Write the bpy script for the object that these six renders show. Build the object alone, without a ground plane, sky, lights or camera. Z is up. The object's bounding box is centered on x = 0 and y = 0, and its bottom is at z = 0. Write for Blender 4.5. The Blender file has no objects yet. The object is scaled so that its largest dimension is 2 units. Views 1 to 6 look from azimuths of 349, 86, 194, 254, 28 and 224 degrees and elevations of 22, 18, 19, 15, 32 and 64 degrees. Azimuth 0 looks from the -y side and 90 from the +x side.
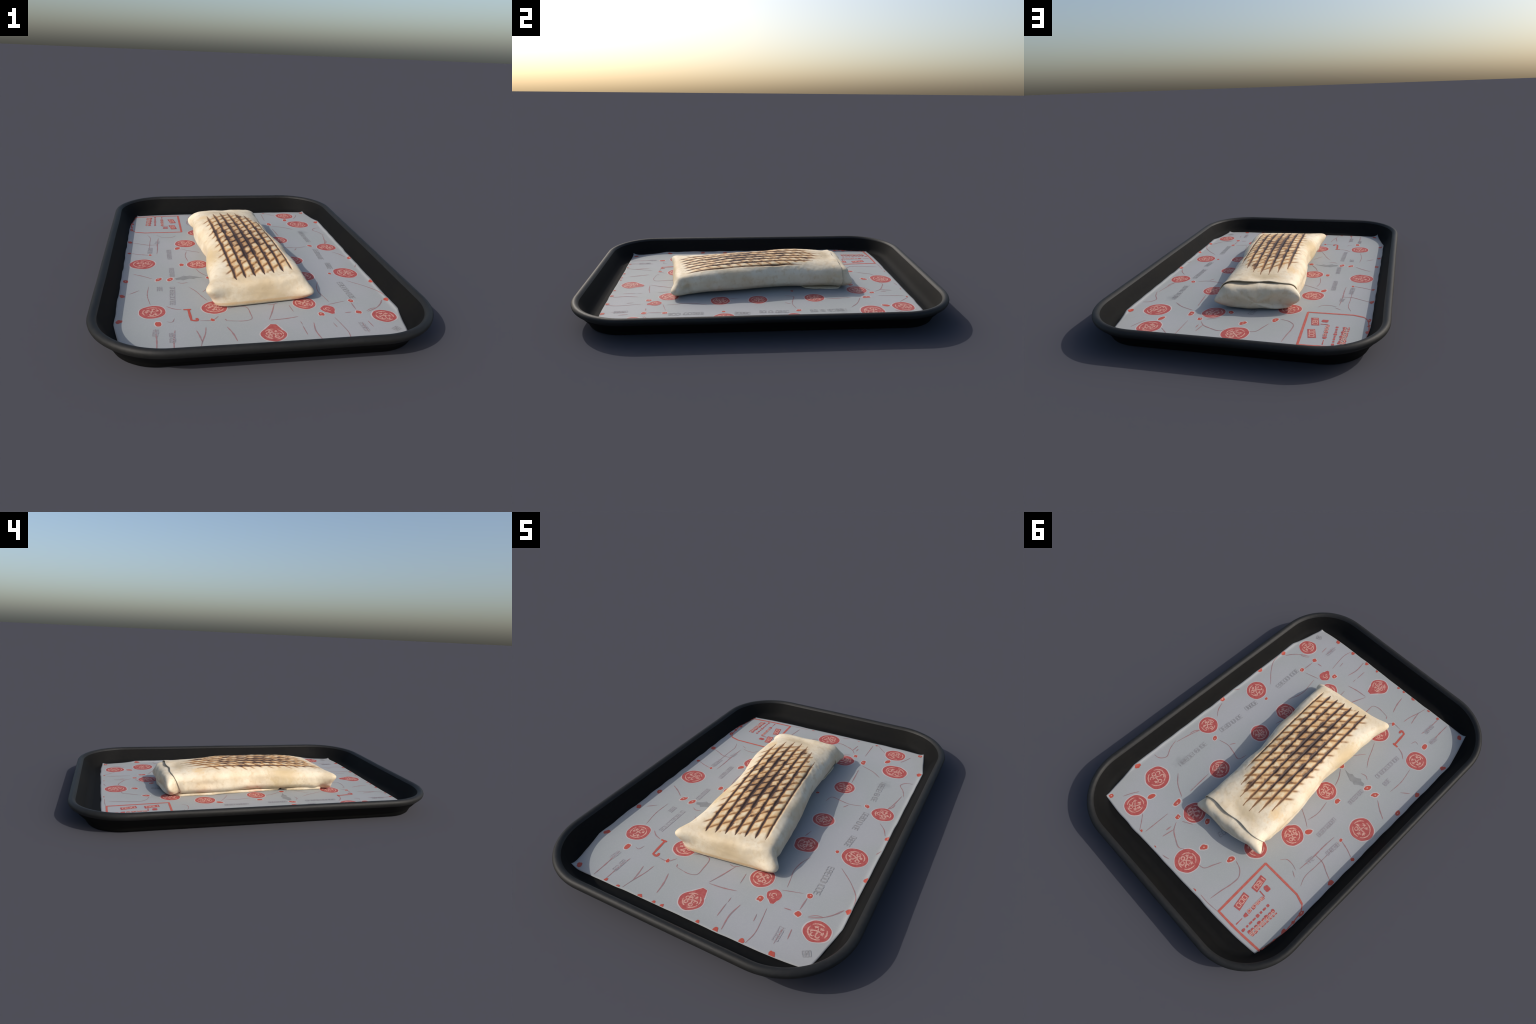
import bpy, bmesh, math, random
import numpy as np
from mathutils import Matrix

random.seed(7)
RNG = np.random.RandomState(11)

# ------------------------------------------------------------------ helpers
def smooth(e0, e1, x):
    t = np.clip((x - e0) / (e1 - e0), 0.0, 1.0)
    return t * t * (3 - 2 * t)

_PERM = np.random.RandomState(3).permutation(256)
_VALS = np.random.RandomState(4).rand(256) * 2 - 1

def vnoise(x, y, z):
    """smooth value noise in [-1, 1] on numpy arrays"""
    xi, yi, zi = (np.floor(q).astype(int) for q in (x, y, z))
    fx, fy, fz = x - xi, y - yi, z - zi
    fx, fy, fz = (f * f * f * (f * (f * 6 - 15) + 10) for f in (fx, fy, fz))
    def h(a, b, c):
        return _VALS[_PERM[(_PERM[(_PERM[a & 255] + b) & 255] + c) & 255]]
    r = 0
    for da in (0, 1):
        for db in (0, 1):
            for dc in (0, 1):
                w = (fx if da else 1 - fx) * (fy if db else 1 - fy) * (fz if dc else 1 - fz)
                r = r + w * h(xi + da, yi + db, zi + dc)
    return r

def fbm(x, y, z, f, oct=3):
    r, a = 0, 1.0
    for i in range(oct):
        r = r + a * vnoise(x * f + 17.3 * i, y * f + 5.1, z * f + 9.7)
        f *= 2.03
        a *= 0.5
    return r

def cubic(knots, x):
    """smooth interpolation (Catmull-Rom) through (x, value) knots"""
    k = np.array(knots, float)
    X, Y = k[:, 0], k[:, 1]
    m = np.gradient(Y, X)
    x = np.clip(np.asarray(x, float), X[0], X[-1])
    i = np.clip(np.searchsorted(X, x) - 1, 0, len(X) - 2)
    h = X[i + 1] - X[i]
    t = (x - X[i]) / h
    return ((2 * t**3 - 3 * t**2 + 1) * Y[i] + (t**3 - 2 * t**2 + t) * h * m[i]
            + (-2 * t**3 + 3 * t**2) * Y[i + 1] + (t**3 - t**2) * h * m[i + 1])

def link(ob):
    bpy.context.scene.collection.objects.link(ob)
    return ob

def new_mesh(name, verts, faces, mats, smooth_shade=True, face_mats=None):
    me = bpy.data.meshes.new(name)
    me.from_pydata([tuple(v) for v in verts], [], [tuple(f) for f in faces])
    for m in mats:
        me.materials.append(m)
    if face_mats is not None:
        me.polygons.foreach_set("material_index", list(face_mats))
    if smooth_shade:
        me.polygons.foreach_set("use_smooth", [True] * len(me.polygons))
    me.update()
    return me

def empty(name, loc, label, category):
    e = link(bpy.data.objects.new(name, None))
    e.location = loc
    e["label"] = label
    e["category"] = category
    return e

def child(name, mesh, parent):
    ob = link(bpy.data.objects.new(name, mesh))
    ob.parent = parent
    ob.matrix_parent_inverse = Matrix.Translation(parent.location).inverted()
    return ob

def loft_faces(nr, nc, close_c=True):
    f = []
    for r in range(nr - 1):
        for c in range(nc if close_c else nc - 1):
            d = (c + 1) % nc
            f.append((r * nc + c, r * nc + d, (r + 1) * nc + d, (r + 1) * nc + c))
    return f

def split_parts(verts, faces, groups, parent, own_mats, mat):
    """one smooth surface cut into named parts that share border vertices and normals"""
    whole = new_mesh("whole", verts, faces, [])
    nor = np.array([v.normal[:] for v in whole.vertices])
    bpy.data.meshes.remove(whole)
    out = {}
    faces = np.array(faces)
    for name, sel in groups.items():
        fs = faces[sel]
        ids = np.unique(fs)
        remap = -np.ones(len(verts), int)
        remap[ids] = np.arange(len(ids))
        me = new_mesh(name, np.asarray(verts)[ids], remap[fs], [own_mats.get(name, mat)])
        me.normals_split_custom_set_from_vertices(nor[ids].tolist())
        out[name] = child(name, me, parent)
    return out

# ------------------------------------------------------------------ shader builder
class Nodes:
    def __init__(self, name):
        self.mat = bpy.data.materials.new(name)
        self.mat.use_nodes = True
        self.t = self.mat.node_tree
        self.t.nodes.clear()
        self.out = self.t.nodes.new("ShaderNodeOutputMaterial")
        self.b = self.t.nodes.new("ShaderNodeBsdfPrincipled")
        self.t.links.new(self.b.outputs[0], self.out.inputs[0])
        self.co = self.t.nodes.new("ShaderNodeTexCoord").outputs["Object"]
    def put(self, sock, v):
        if hasattr(v, "is_output"):
            self.t.links.new(v, sock)
        elif isinstance(v, (tuple, list)):
            sock.default_value = tuple(v) + ((1.0,) if len(v) == 3 and len(sock.default_value) == 4 else ())
        else:
            sock.default_value = v
    def m(self, op, a, b=None, c=None, clamp=False):
        n = self.t.nodes.new("ShaderNodeMath")
        n.operation = op
        n.use_clamp = clamp
        for i, v in enumerate((a, b, c)):
            if v is not None:
                self.put(n.inputs[i], v)
        return n.outputs[0]
    def add(self, a, b): return self.m("ADD", a, b)
    def sub(self, a, b): return self.m("SUBTRACT", a, b)
    def mul(self, a, b): return self.m("MULTIPLY", a, b)
    def div(self, a, b): return self.m("DIVIDE", a, b)
    def mx(self, a, b): return self.m("MAXIMUM", a, b)
    def mn(self, a, b): return self.m("MINIMUM", a, b)
    def step(self, x, e0, e1):
        n = self.t.nodes.new("ShaderNodeMapRange")
        n.interpolation_type = "SMOOTHSTEP"
        for s, v in zip(("Value", "From Min", "From Max"), (x, e0, e1)):
            self.put(n.inputs[s], v)
        return n.outputs[0]
    def xyz(self, v=None):
        n = self.t.nodes.new("ShaderNodeSeparateXYZ")
        self.put(n.inputs[0], v or self.co)
        return n.outputs
    def mapping(self, scale=(1, 1, 1), loc=(0, 0, 0), rot=(0, 0, 0)):
        n = self.t.nodes.new("ShaderNodeMapping")
        self.put(n.inputs[0], self.co)
        n.inputs["Scale"].default_value = scale
        n.inputs["Location"].default_value = loc
        n.inputs["Rotation"].default_value = rot
        return n.outputs[0]
    def noise(self, scale, detail=3, rough=0.5, vec=None, dist=0.0):
        n = self.t.nodes.new("ShaderNodeTexNoise")
        self.put(n.inputs["Vector"], vec or self.co)
        n.inputs["Scale"].default_value = scale
        n.inputs["Detail"].default_value = detail
        n.inputs["Roughness"].default_value = rough
        n.inputs["Distortion"].default_value = dist
        return n.outputs["Fac"]
    def mix(self, fac, a, b, mode="MIX"):
        n = self.t.nodes.new("ShaderNodeMix")
        n.data_type = "RGBA"
        n.blend_type = mode
        self.put(n.inputs[0], fac)
        self.put(n.inputs[6], a)
        self.put(n.inputs[7], b)
        return n.outputs[2]
    def bump(self, h, strength, dist):
        n = self.t.nodes.new("ShaderNodeBump")
        n.inputs["Strength"].default_value = strength
        n.inputs["Distance"].default_value = dist
        self.put(n.inputs["Height"], h)
        self.t.links.new(n.outputs[0], self.b.inputs["Normal"])
    def finish(self, color, rough=0.6, spec=0.5):
        self.put(self.b.inputs["Base Color"], color)
        self.put(self.b.inputs["Roughness"], rough)
        self.put(self.b.inputs["Specular IOR Level"], spec)
        return self.mat

def srgb(r, g, b):
    f = lambda c: (c / 255 / 12.92) if c <= 10 else ((c / 255 + 0.055) / 1.055) ** 2.4
    return (f(r), f(g), f(b))

# ------------------------------------------------------------------ materials
def tray_material(name, spec, gain, dull):
    n = Nodes(name)
    streak = n.noise(60, 3, 0.6, n.mapping((1.0, 1.0, 2.0)))
    grain = n.noise(420, 2, 0.6)
    big = n.noise(5, 2)
    f = n.mul(n.step(streak, 0.4, 0.75), 0.5)
    col = n.mix(f, tuple(c * gain for c in (0.0062, 0.0063, 0.0062)), tuple(c * gain for c in (0.0105, 0.0105, 0.0100)))
    col = n.mix(n.mul(n.step(big, 0.45, 0.7), 0.35), col, (0.0095, 0.0088, 0.0072))
    rough = n.add(dull, n.mul(grain, 0.22))
    n.b.inputs["IOR"].default_value = 1.4
    n.bump(grain, 0.25, 0.002)
    return n.finish(col, rough, spec)

def paper_material():
    n = Nodes("greaseproof_paper")
    fine = n.noise(240, 3, 0.7)
    fib = n.noise(40, 4, 0.6, n.mapping((1.0, 9.0, 1.0)))
    fib2 = n.noise(40, 4, 0.6, n.mapping((9.0, 1.0, 1.0)))
    blot = n.noise(3.2, 3, 0.5)
    col = n.mix(n.step(blot, 0.35, 0.68), (0.298, 0.313, 0.306), (0.318, 0.322, 0.330))
    col = n.mix(n.mul(n.step(fine, 0.4, 0.75), 0.30), col, (0.39, 0.395, 0.395))
    col = n.mix(n.mul(n.step(fib, 0.5, 0.75), 0.16), col, (0.25, 0.27, 0.30))
    col = n.mix(n.mul(n.step(fib2, 0.5, 0.75), 0.12), col, (0.27, 0.28, 0.30))
    # grey grease smudge on the printed side
    x, y, z = n.xyz()
    dx, dy = n.div(n.sub(x, 0.455), 0.05), n.div(n.sub(y, 0.425), 0.07)
    r = n.m("SQRT", n.add(n.mul(dx, dx), n.mul(dy, dy)))
    sm = n.mul(n.step(n.add(r, n.mul(n.noise(30, 3), 0.9)), 1.35, 0.5), 0.45)
    col = n.mix(sm, col, (0.19, 0.20, 0.20))
    n.bump(fine, 0.12, 0.001)
    return n.finish(col, 0.62, 0.3)

def ink_material(name, a, b, scale=70, lo=0.35, hi=0.7):
    n = Nodes(name)
    v = n.noise(scale, 3, 0.6)
    return n.finish(n.mix(n.step(v, lo, hi), a, b), 0.62, 0.3)

# grill bar layout shared by the dents in the mesh and the scorch in the shader
BAR_X0, BAR_STEP, BAR_LEAN, BAR_FAN = -0.1366, 0.0448, 0.078, 0.0022
CROSS_Y0, CROSS_STEP = -0.437, 0.0622

def tortilla_material():
    n = Nodes("toasted_tortilla")
    x, y, z = n.xyz()
    # ---- dough
    soft = n.noise(9, 4, 0.55)
    mott = n.noise(34, 4, 0.6)
    fleck = n.noise(170, 2, 0.6)
    col = n.mix(n.step(soft, 0.3, 0.72), (0.72, 0.635, 0.485), (0.625, 0.51, 0.345))
    col = n.mix(n.mul(n.step(mott, 0.48, 0.72), 0.55), col, (0.56, 0.42, 0.25))
    col = n.mix(n.mul(n.step(n.noise(5, 5, 0.62, n.mapping((1, 1, 1), (3, 1, 2))), 0.50, 0.66), 0.40), col, (0.57, 0.44, 0.27))
    col = n.mix(n.mul(n.step(fleck, 0.62, 0.78), 0.35), col, (0.46, 0.33, 0.19))
    # yellow oily toast patches on the sunny flank and the front end
    def patch(cx, cy, rx, ry, amp, tint, col, zlim=None):
        dx, dy = n.div(n.sub(x, cx), rx), n.div(n.sub(y, cy), ry)
        r = n.m("SQRT", n.add(n.mul(dx, dx), n.mul(dy, dy)))
        msk = n.step(n.add(r, n.mul(n.sub(mott, 0.5), 2.6)), 1.1, 0.25)
        return n.mix(n.mul(msk, amp), col, tint)
    col = patch(-0.19, -0.22, 0.05, 0.13, 0.5, (0.52, 0.37, 0.17), col)
    col = patch(0.0, -0.50, 0.22, 0.05, 0.4, (0.56, 0.41, 0.22), col)
    col = patch(-0.18, 0.30, 0.035, 0.06, 0.55, (0.66, 0.42, 0.16), col)
    col = patch(-0.06, 0.40, 0.09, 0.05, 0.45, (0.55, 0.41, 0.22), col)
    # browned band low on the front end and a faint sauce stain on the flank
    low = n.mul(n.step(y, -0.485, -0.50), n.step(n.m("ABSOLUTE", n.sub(z, n.add(0.047, n.mul(mott, 0.012)))), 0.009, 0.003))
    col = n.mix(n.mul(low, 0.45), col, (0.52, 0.29, 0.10))
    st = n.mul(n.step(n.m("ABSOLUTE", n.sub(y, -0.055)), 0.07, 0.0), n.step(z, 0.095, 0.05))
    st = n.mul(st, n.step(x, -0.12, -0.17))
    col = n.mix(n.mul(st, n.mul(n.step(mott, 0.35, 0.65), 0.55)), col, (0.62, 0.27, 0.16))
    # ---- grill scorch
    wob = n.mul(n.sub(n.noise(26, 3), 0.5), 0.006)
    xw = n.add(x, wob)
    k = n.div(n.add(n.sub(xw, BAR_X0), n.mul(y, BAR_LEAN)), n.sub(BAR_STEP, n.mul(y, BAR_FAN)))
    kr = n.m("ROUND", n.mn(n.mx(k, 0.0), 6.0))
    d = n.mul(n.m("ABSOLUTE", n.sub(k, kr)), BAR_STEP)
    dS = n.sub(y, n.add(-0.496, n.mul(kr, 0.0108)))
    kk = n.sub(kr, 2.6)
    north = n.sub(0.392, n.mul(n.mul(kk, kk), 0.0128))
    dN = n.sub(north, y)
    fade = n.mul(n.step(dS, 0.0, 0.03), n.step(dN, 0.0, 0.10))
    # burnt heart of the pattern
    bx, by = n.div(n.add(x, n.add(0.02, n.mul(y, 0.08))), 0.135), n.div(n.add(y, 0.10), 0.30)
    rr = n.m("SQRT", n.add(n.mul(bx, bx), n.mul(by, by)))
    hot = n.step(n.add(rr, n.mul(n.sub(n.noise(17, 3, 0.6), 0.5), 3.2)), 1.0, 0.25)
    sx, sy = n.div(n.sub(x, 0.035), 0.03), n.div(n.sub(y, 0.292), 0.04)
    spot = n.step(n.add(n.m("SQRT", n.add(n.mul(sx, sx), n.mul(sy, sy))), n.mul(n.sub(mott, 0.5), 2.0)), 1.3, 0.5)
    burn = n.mx(hot, spot)
    thin = n.sub(1.0, n.mul(n.step(kr, 5.2, 6.0), 0.42))
    hw = n.mul(n.mul(n.add(0.0060, n.mul(burn, 0.0055)), thin), n.add(0.25, n.mul(fade, 0.75)))
    topside = n.step(z, 0.112, 0.132)
    inside = n.mul(n.mul(n.step(dS, -0.002, 0.004), n.step(dN, -0.002, 0.004)), topside)
    rag = n.mul(n.sub(mott, 0.5), 0.005)
    core = n.mul(n.step(n.add(d, rag), n.mul(hw, 1.15), n.mul(hw, 0.55)), inside)
    edge = n.mul(n.step(n.add(d, rag), n.mul(hw, 2.0), n.mul(hw, 0.9)), inside)
    # cross bars at 45 degrees
    mm = n.div(n.sub(n.sub(n.add(y, wob), x), CROSS_Y0), CROSS_STEP)
    mr = n.m("ROUND", n.mn(n.mx(mm, -1.0), 13.0))
    dm = n.mul(n.m("ABSOLUTE", n.sub(mm, mr)), CROSS_STEP * 0.7071)
    jit = n.mul(n.sub(n.m("FRACT", n.mul(mr, 0.618)), 0.5), 0.5)
    cin = n.mul(n.step(k, n.add(-0.85, jit), n.add(-0.35, jit)), n.step(k, n.add(6.25, n.mul(jit, 0.5)), 5.9))
    cin = n.mul(cin, n.mul(n.step(n.add(dN, n.mul(jit, 0.02)), 0.015, 0.07), n.step(dS, 0.005, 0.03)))
    cin = n.mul(cin, topside)
    brk = n.step(n.noise(18, 2), 0.30, 0.48)
    cross_c = n.mul(n.mul(n.step(n.add(dm, rag), 0.0066, 0.0022), cin), n.add(0.45, n.mul(brk, 0.55)))
    cross_h = n.mul(n.step(dm, 0.013, 0.003), cin)
    # toasted bread between the bars
    zone = n.mul(n.mul(n.step(k, -0.7, 0.2), n.step(k, 6.5, 5.6)), n.mul(n.step(dN, 0.0, 0.12), n.step(dS, 0.0, 0.05)))
    zone = n.mul(zone, topside)
    gold = n.mul(zone, n.step(n.noise(21, 4, 0.6), 0.42, 0.62))
    col = n.mix(n.mul(zone, 0.55), col, (0.74, 0.615, 0.385))
    cell = n.mn(n.div(d, 0.0224), n.div(dm, 0.0215))
    toast = n.mul(zone, n.step(n.add(cell, n.mul(n.sub(n.noise(30, 3), 0.5), 0.7)), 0.78, 0.22))
    col = n.mix(n.mul(toast, 0.60), col, (0.58, 0.32, 0.105))
    col = n.mix(n.mul(gold, 0.50), col, (0.56, 0.29, 0.085))
    col = n.mix(n.mul(n.mul(zone, burn), 0.55), col, (0.32, 0.15, 0.048))
    col = n.mix(n.mul(cross_h, 0.40), col, (0.50, 0.26, 0.09))
    col = n.mix(n.mul(cross_c, 0.85), col, (0.22, 0.098, 0.036))
    col = n.mix(n.mul(edge, 0.80), col, (0.27, 0.125, 0.045))
    dark = n.mix(n.mul(n.step(dN, 0.0, 0.22), n.add(0.6, n.mul(thin, 0.4))), (0.20, 0.095, 0.04), (0.052, 0.031, 0.027))
    col = n.mix(n.mul(core, 0.96), col, dark)
    char = n.mul(n.mul(burn, zone), n.step(n.add(n.mx(n.step(d, 0.016, 0.004), n.step(dm, 0.012, 0.003)), n.mul(n.sub(n.noise(48, 3), 0.5), 1.5)), 0.48, 0.80))
    col = n.mix(n.mul(char, 0.85), col, (0.045, 0.026, 0.02))
    h = n.add(n.mul(fleck, 0.4), mott)
    n.bump(h, 0.13, 0.003)
    n.b.inputs["Subsurface Weight"].default_value = 0.0
    return n.finish(col, 0.60, 0.32)

M_TRAY = tray_material("black_plastic", 0.10, 0.9, 0.58)
M_RIM = tray_material("worn_black_plastic", 0.34, 2.0, 0.42)
M_PAPER = paper_material()
M_RED = ink_material("red_ink", (0.330, 0.062, 0.057), (0.38, 0.095, 0.085))
M_BLOB = ink_material("orange_red_ink", (0.41, 0.068, 0.042), (0.36, 0.080, 0.065))
M_CREAM = ink_material("cream_gap", (0.56, 0.34, 0.27), (0.47, 0.21, 0.18), 160, 0.4, 0.6)
M_HALO = ink_material("pale_print_edge", (0.47, 0.40, 0.385), (0.42, 0.40, 0.40), 90)
M_LINE = ink_material("thin_red_print", (0.30, 0.150, 0.150), (0.235, 0.180, 0.185), 45)
M_GREY = ink_material("grey_print", (0.215, 0.21, 0.212), (0.29, 0.29, 0.295), 60)
M_FAINT = ink_material("faint_print", (0.255, 0.235, 0.245), (0.30, 0.29, 0.305), 60)
M_BOX = ink_material("box_frame_ink", (0.40, 0.085, 0.062), (0.43, 0.11, 0.085))
M_STAIN = ink_material("grease_stain", (0.195, 0.20, 0.20), (0.225, 0.23, 0.23), 30)
M_TORT = tortilla_material()

# ------------------------------------------------------------------ tray
HALF_W, HALF_L, CORNER_R = 0.7085, 1.0, 0.315
FLOOR_Z = 0.0265
PROFILE = [  # (inset from the outermost outline, z): outer foot -> lip -> inner wall -> floor
    (0.60, 0.004), (0.30, 0.004), (0.120, 0.003), (0.104, 0.000), (0.094, 0.000), (0.089, 0.003), (0.083, 0.012),
    (0.077, 0.024), (0.068, 0.034), (0.055, 0.045), (0.041, 0.058), (0.028, 0.071),
    (0.018, 0.080), (0.010, 0.087), (0.004, 0.0935), (0.001, 0.1005), (0.000, 0.107), (0.002, 0.1135),
    (0.0065, 0.119), (0.0125, 0.1225), (0.0195, 0.1232), (0.026, 0.121), (0.032, 0.1165), (0.0375, 0.110),
    (0.047, 0.096), (0.058, 0.080), (0.067, 0.064), (0.075, 0.051), (0.083, 0.041), (0.093, 0.034),
    (0.101, 0.0297), (0.112, 0.0272), (0.135, FLOOR_Z), (0.30, FLOOR_Z), (0.60, FLOOR_Z)]

def ring_radius(inset):
    """corners tighten faster than the inset, so floor and foot reach well into the corners"""
    return max(CORNER_R - inset - 0.58 * max(inset - 0.03, 0.0), 0.04)

def rounded_outline(inset, nc=26, ns=22):
    """closed rounded rectangle, counter-clockwise, same point count for every inset"""
    w, l = HALF_W - inset, HALF_L - inset
    r = ring_radius(inset)
    pts = []
    cs = [(w - r, l - r, 0), (-(w - r), l - r, 90), (-(w - r), -(l - r), 180), (w - r, -(l - r), 270)]
    for i, (cx, cy, a0) in enumerate(cs):
        for j in range(nc + 1):
            a = math.radians(a0 + 90 * j / nc)
            pts.append((cx + r * math.cos(a), cy + r * math.sin(a)))
        nx, ny, a1 = cs[(i + 1) % 4]
        a = math.radians(a1)
        q = (nx + r * math.cos(a), ny + r * math.sin(a))
        p = pts[-1]
        for j in range(1, ns):
            t = j / ns
            pts.append((p[0] + (q[0] - p[0]) * t, p[1] + (q[1] - p[1]) * t))
    return pts

def wall_height(x, y):
    """height of the tray's inner surface under (x, y)"""
    x, y = np.asarray(x, float), np.asarray(y, float)
    inner = PROFILE[20:33]
    h = np.full(x.shape, inner[-1][1])
    prev = None
    for ins, z in inner:
        r = ring_radius(ins)
        qx = np.abs(x) - (HALF_W - ins - r)
        qy = np.abs(y) - (HALF_L - ins - r)
        d = np.hypot(np.maximum(qx, 0), np.maximum(qy, 0)) + np.minimum(np.maximum(qx, qy), 0) - r
        if prev is not None:
            pd, pz = prev
            t = np.clip(d / np.maximum(d - pd, 1e-6), 0, 1)
            band = (d >= 0) & (pd < 0)
            h = np.where(band, z + (pz - z) * t, h)
        prev = (d, z)
    return h

def build_tray():
    top = empty("serving_tray", (0, 0, 0), "black rectangular plastic serving tray with rounded rim", "tray")
    prof = []
    for i in range(len(PROFILE) - 1):      # refine the profile with smooth interpolation
        prof.append(PROFILE[i])
    prof.append(PROFILE[-1])
    verts, nc = [], None
    for ins, z in prof:
        ring = rounded_outline(ins)
        nc = len(ring)
        for (x, y) in ring:
            verts.append((x, y, z))
    V = np.array(verts)
    lift = smooth(0.004, 0.05, V[:, 2])
    V[:, 2] += lift * 0.0014 * vnoise(V[:, 0] * 3, V[:, 1] * 3, V[:, 2] * 0 + 2.2)
    wob = lift * 0.0016 * vnoise(V[:, 0] * 4 + 9, V[:, 1] * 4, V[:, 2] * 9)
    wob = np.where((V[:, 2] < 0.112) & (np.abs(V[:, 1]) < 0.97), wob, 0)
    V[:, 0] += wob * np.sign(V[:, 0])
    faces = loft_faces(len(prof), nc)
    n_inner = len(faces)
    bottom = list(range(nc))[::-1]
    lastc = (len(prof) - 1) * nc
    centre_b, centre_t = len(V), len(V) + 1
    V = np.vstack([V, [[0, 0, 0.004], [0, 0, FLOOR_Z]]])
    fans = []
    for c in range(nc):
        d = (c + 1) % nc
        fans.append((d, c, centre_b, centre_b))
        fans.append((lastc + c, lastc + d, centre_t, centre_t))
    row = np.repeat(np.arange(len(prof) - 1), nc)
    F = [tuple(f) for f in faces]
    groups = {"outer_wall": (row >= 3) & (row < 13), "rim": (row >= 13) & (row < 23),
              "inner_wall": (row >= 23) & (row < 31)}
    split_parts(V, F, groups, top, {"rim": M_RIM}, M_TRAY)
    # floor and underside are flat: own closed panels
    for name, rows, cen, flip in (("tray_floor", row >= 31, centre_t, False), ("underside", row < 3, centre_b, True)):
        fs = [F[i] for i in np.nonzero(rows)[0]] + [f[:3] for f in fans if f[2] == cen]
        ids = sorted({i for f in fs for i in f})
        mp = {i: j for j, i in enumerate(ids)}
        child(name, new_mesh(name, V[ids], [tuple(mp[i] for i in f) for f in fs], [M_TRAY]), top)
    return top

# ------------------------------------------------------------------ paper liner
PAPER_Z = 0.0305

def paper_height(x, y):
    x, y = np.asarray(x, float), np.asarray(y, float)
    h = np.maximum(PAPER_Z, wall_height(x, y) + 0.0028)
    return h + 0.0006 * vnoise(x * 5, y * 5, x * 0 + 1.5)

def paper_point(a, b):
    """a, b in [-1, 1] -> sheet outline with pulled-in corners"""
    east = 0.617 - 0.044 * np.maximum(np.abs(b) - 0.74, 0) / 0.26
    west = -0.617 + np.where(b < 0, 0.047, 0.030) * np.maximum(np.abs(b) - 0.74, 0) / 0.26
    x = np.where(a > 0, a * east, -a * west)
    north = 0.851 + 0.014 * a - 0.012 * np.abs(a) ** 6
    south = -0.866 + 0.014 * np.maximum(a, 0) ** 5 - 0.004 * np.maximum(-a, 0) ** 5
    y = np.where(b > 0, b * north, -b * south)
    tuck = np.abs(a) ** 9 * np.abs(b) ** 9
    x = x - np.sign(a) * tuck * 0.004
    y = y - np.sign(b) * tuck * 0.004
    rag = 0.0022 * vnoise(a * 9 + 3, b * 14, a * 0 + 4.4)
    return x + rag * np.abs(a) ** 12, y + rag * np.abs(b) ** 12

def build_paper():
    top = empty("paper_liner", (0, 0, PAPER_Z), "grey printed tray paper with red round stamps and doodles", "paper sheet")
    n, m = 150, 210
    a, b = np.meshgrid(np.linspace(-1, 1, n), np.linspace(-1, 1, m))
    x, y = paper_point(a.ravel(), b.ravel())
    z = paper_height(x, y)
    V = np.stack([x, y, z], 1)
    B = V.copy(); B[:, 2] -= 0.0014
    faces = [f for f in loft_faces(m, n, False)]
    N = len(V)
    allf = list(faces) + [tuple(i + N for i in f[::-1]) for f in faces]
    rim = list(range(n)) + [r * n + n - 1 for r in range(1, m)] + [(m - 1) * n + c for c in range(n - 2, -1, -1)] + [r * n for r in range(m - 2, 0, -1)]
    for i in range(len(rim)):
        p, q = rim[i], rim[(i + 1) % len(rim)]
        allf.append((q, p, p + N, q + N))
    me = new_mesh("sheet", np.vstack([V, B]), allf, [M_PAPER])
    child("sheet", me, top)
    return top

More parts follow.
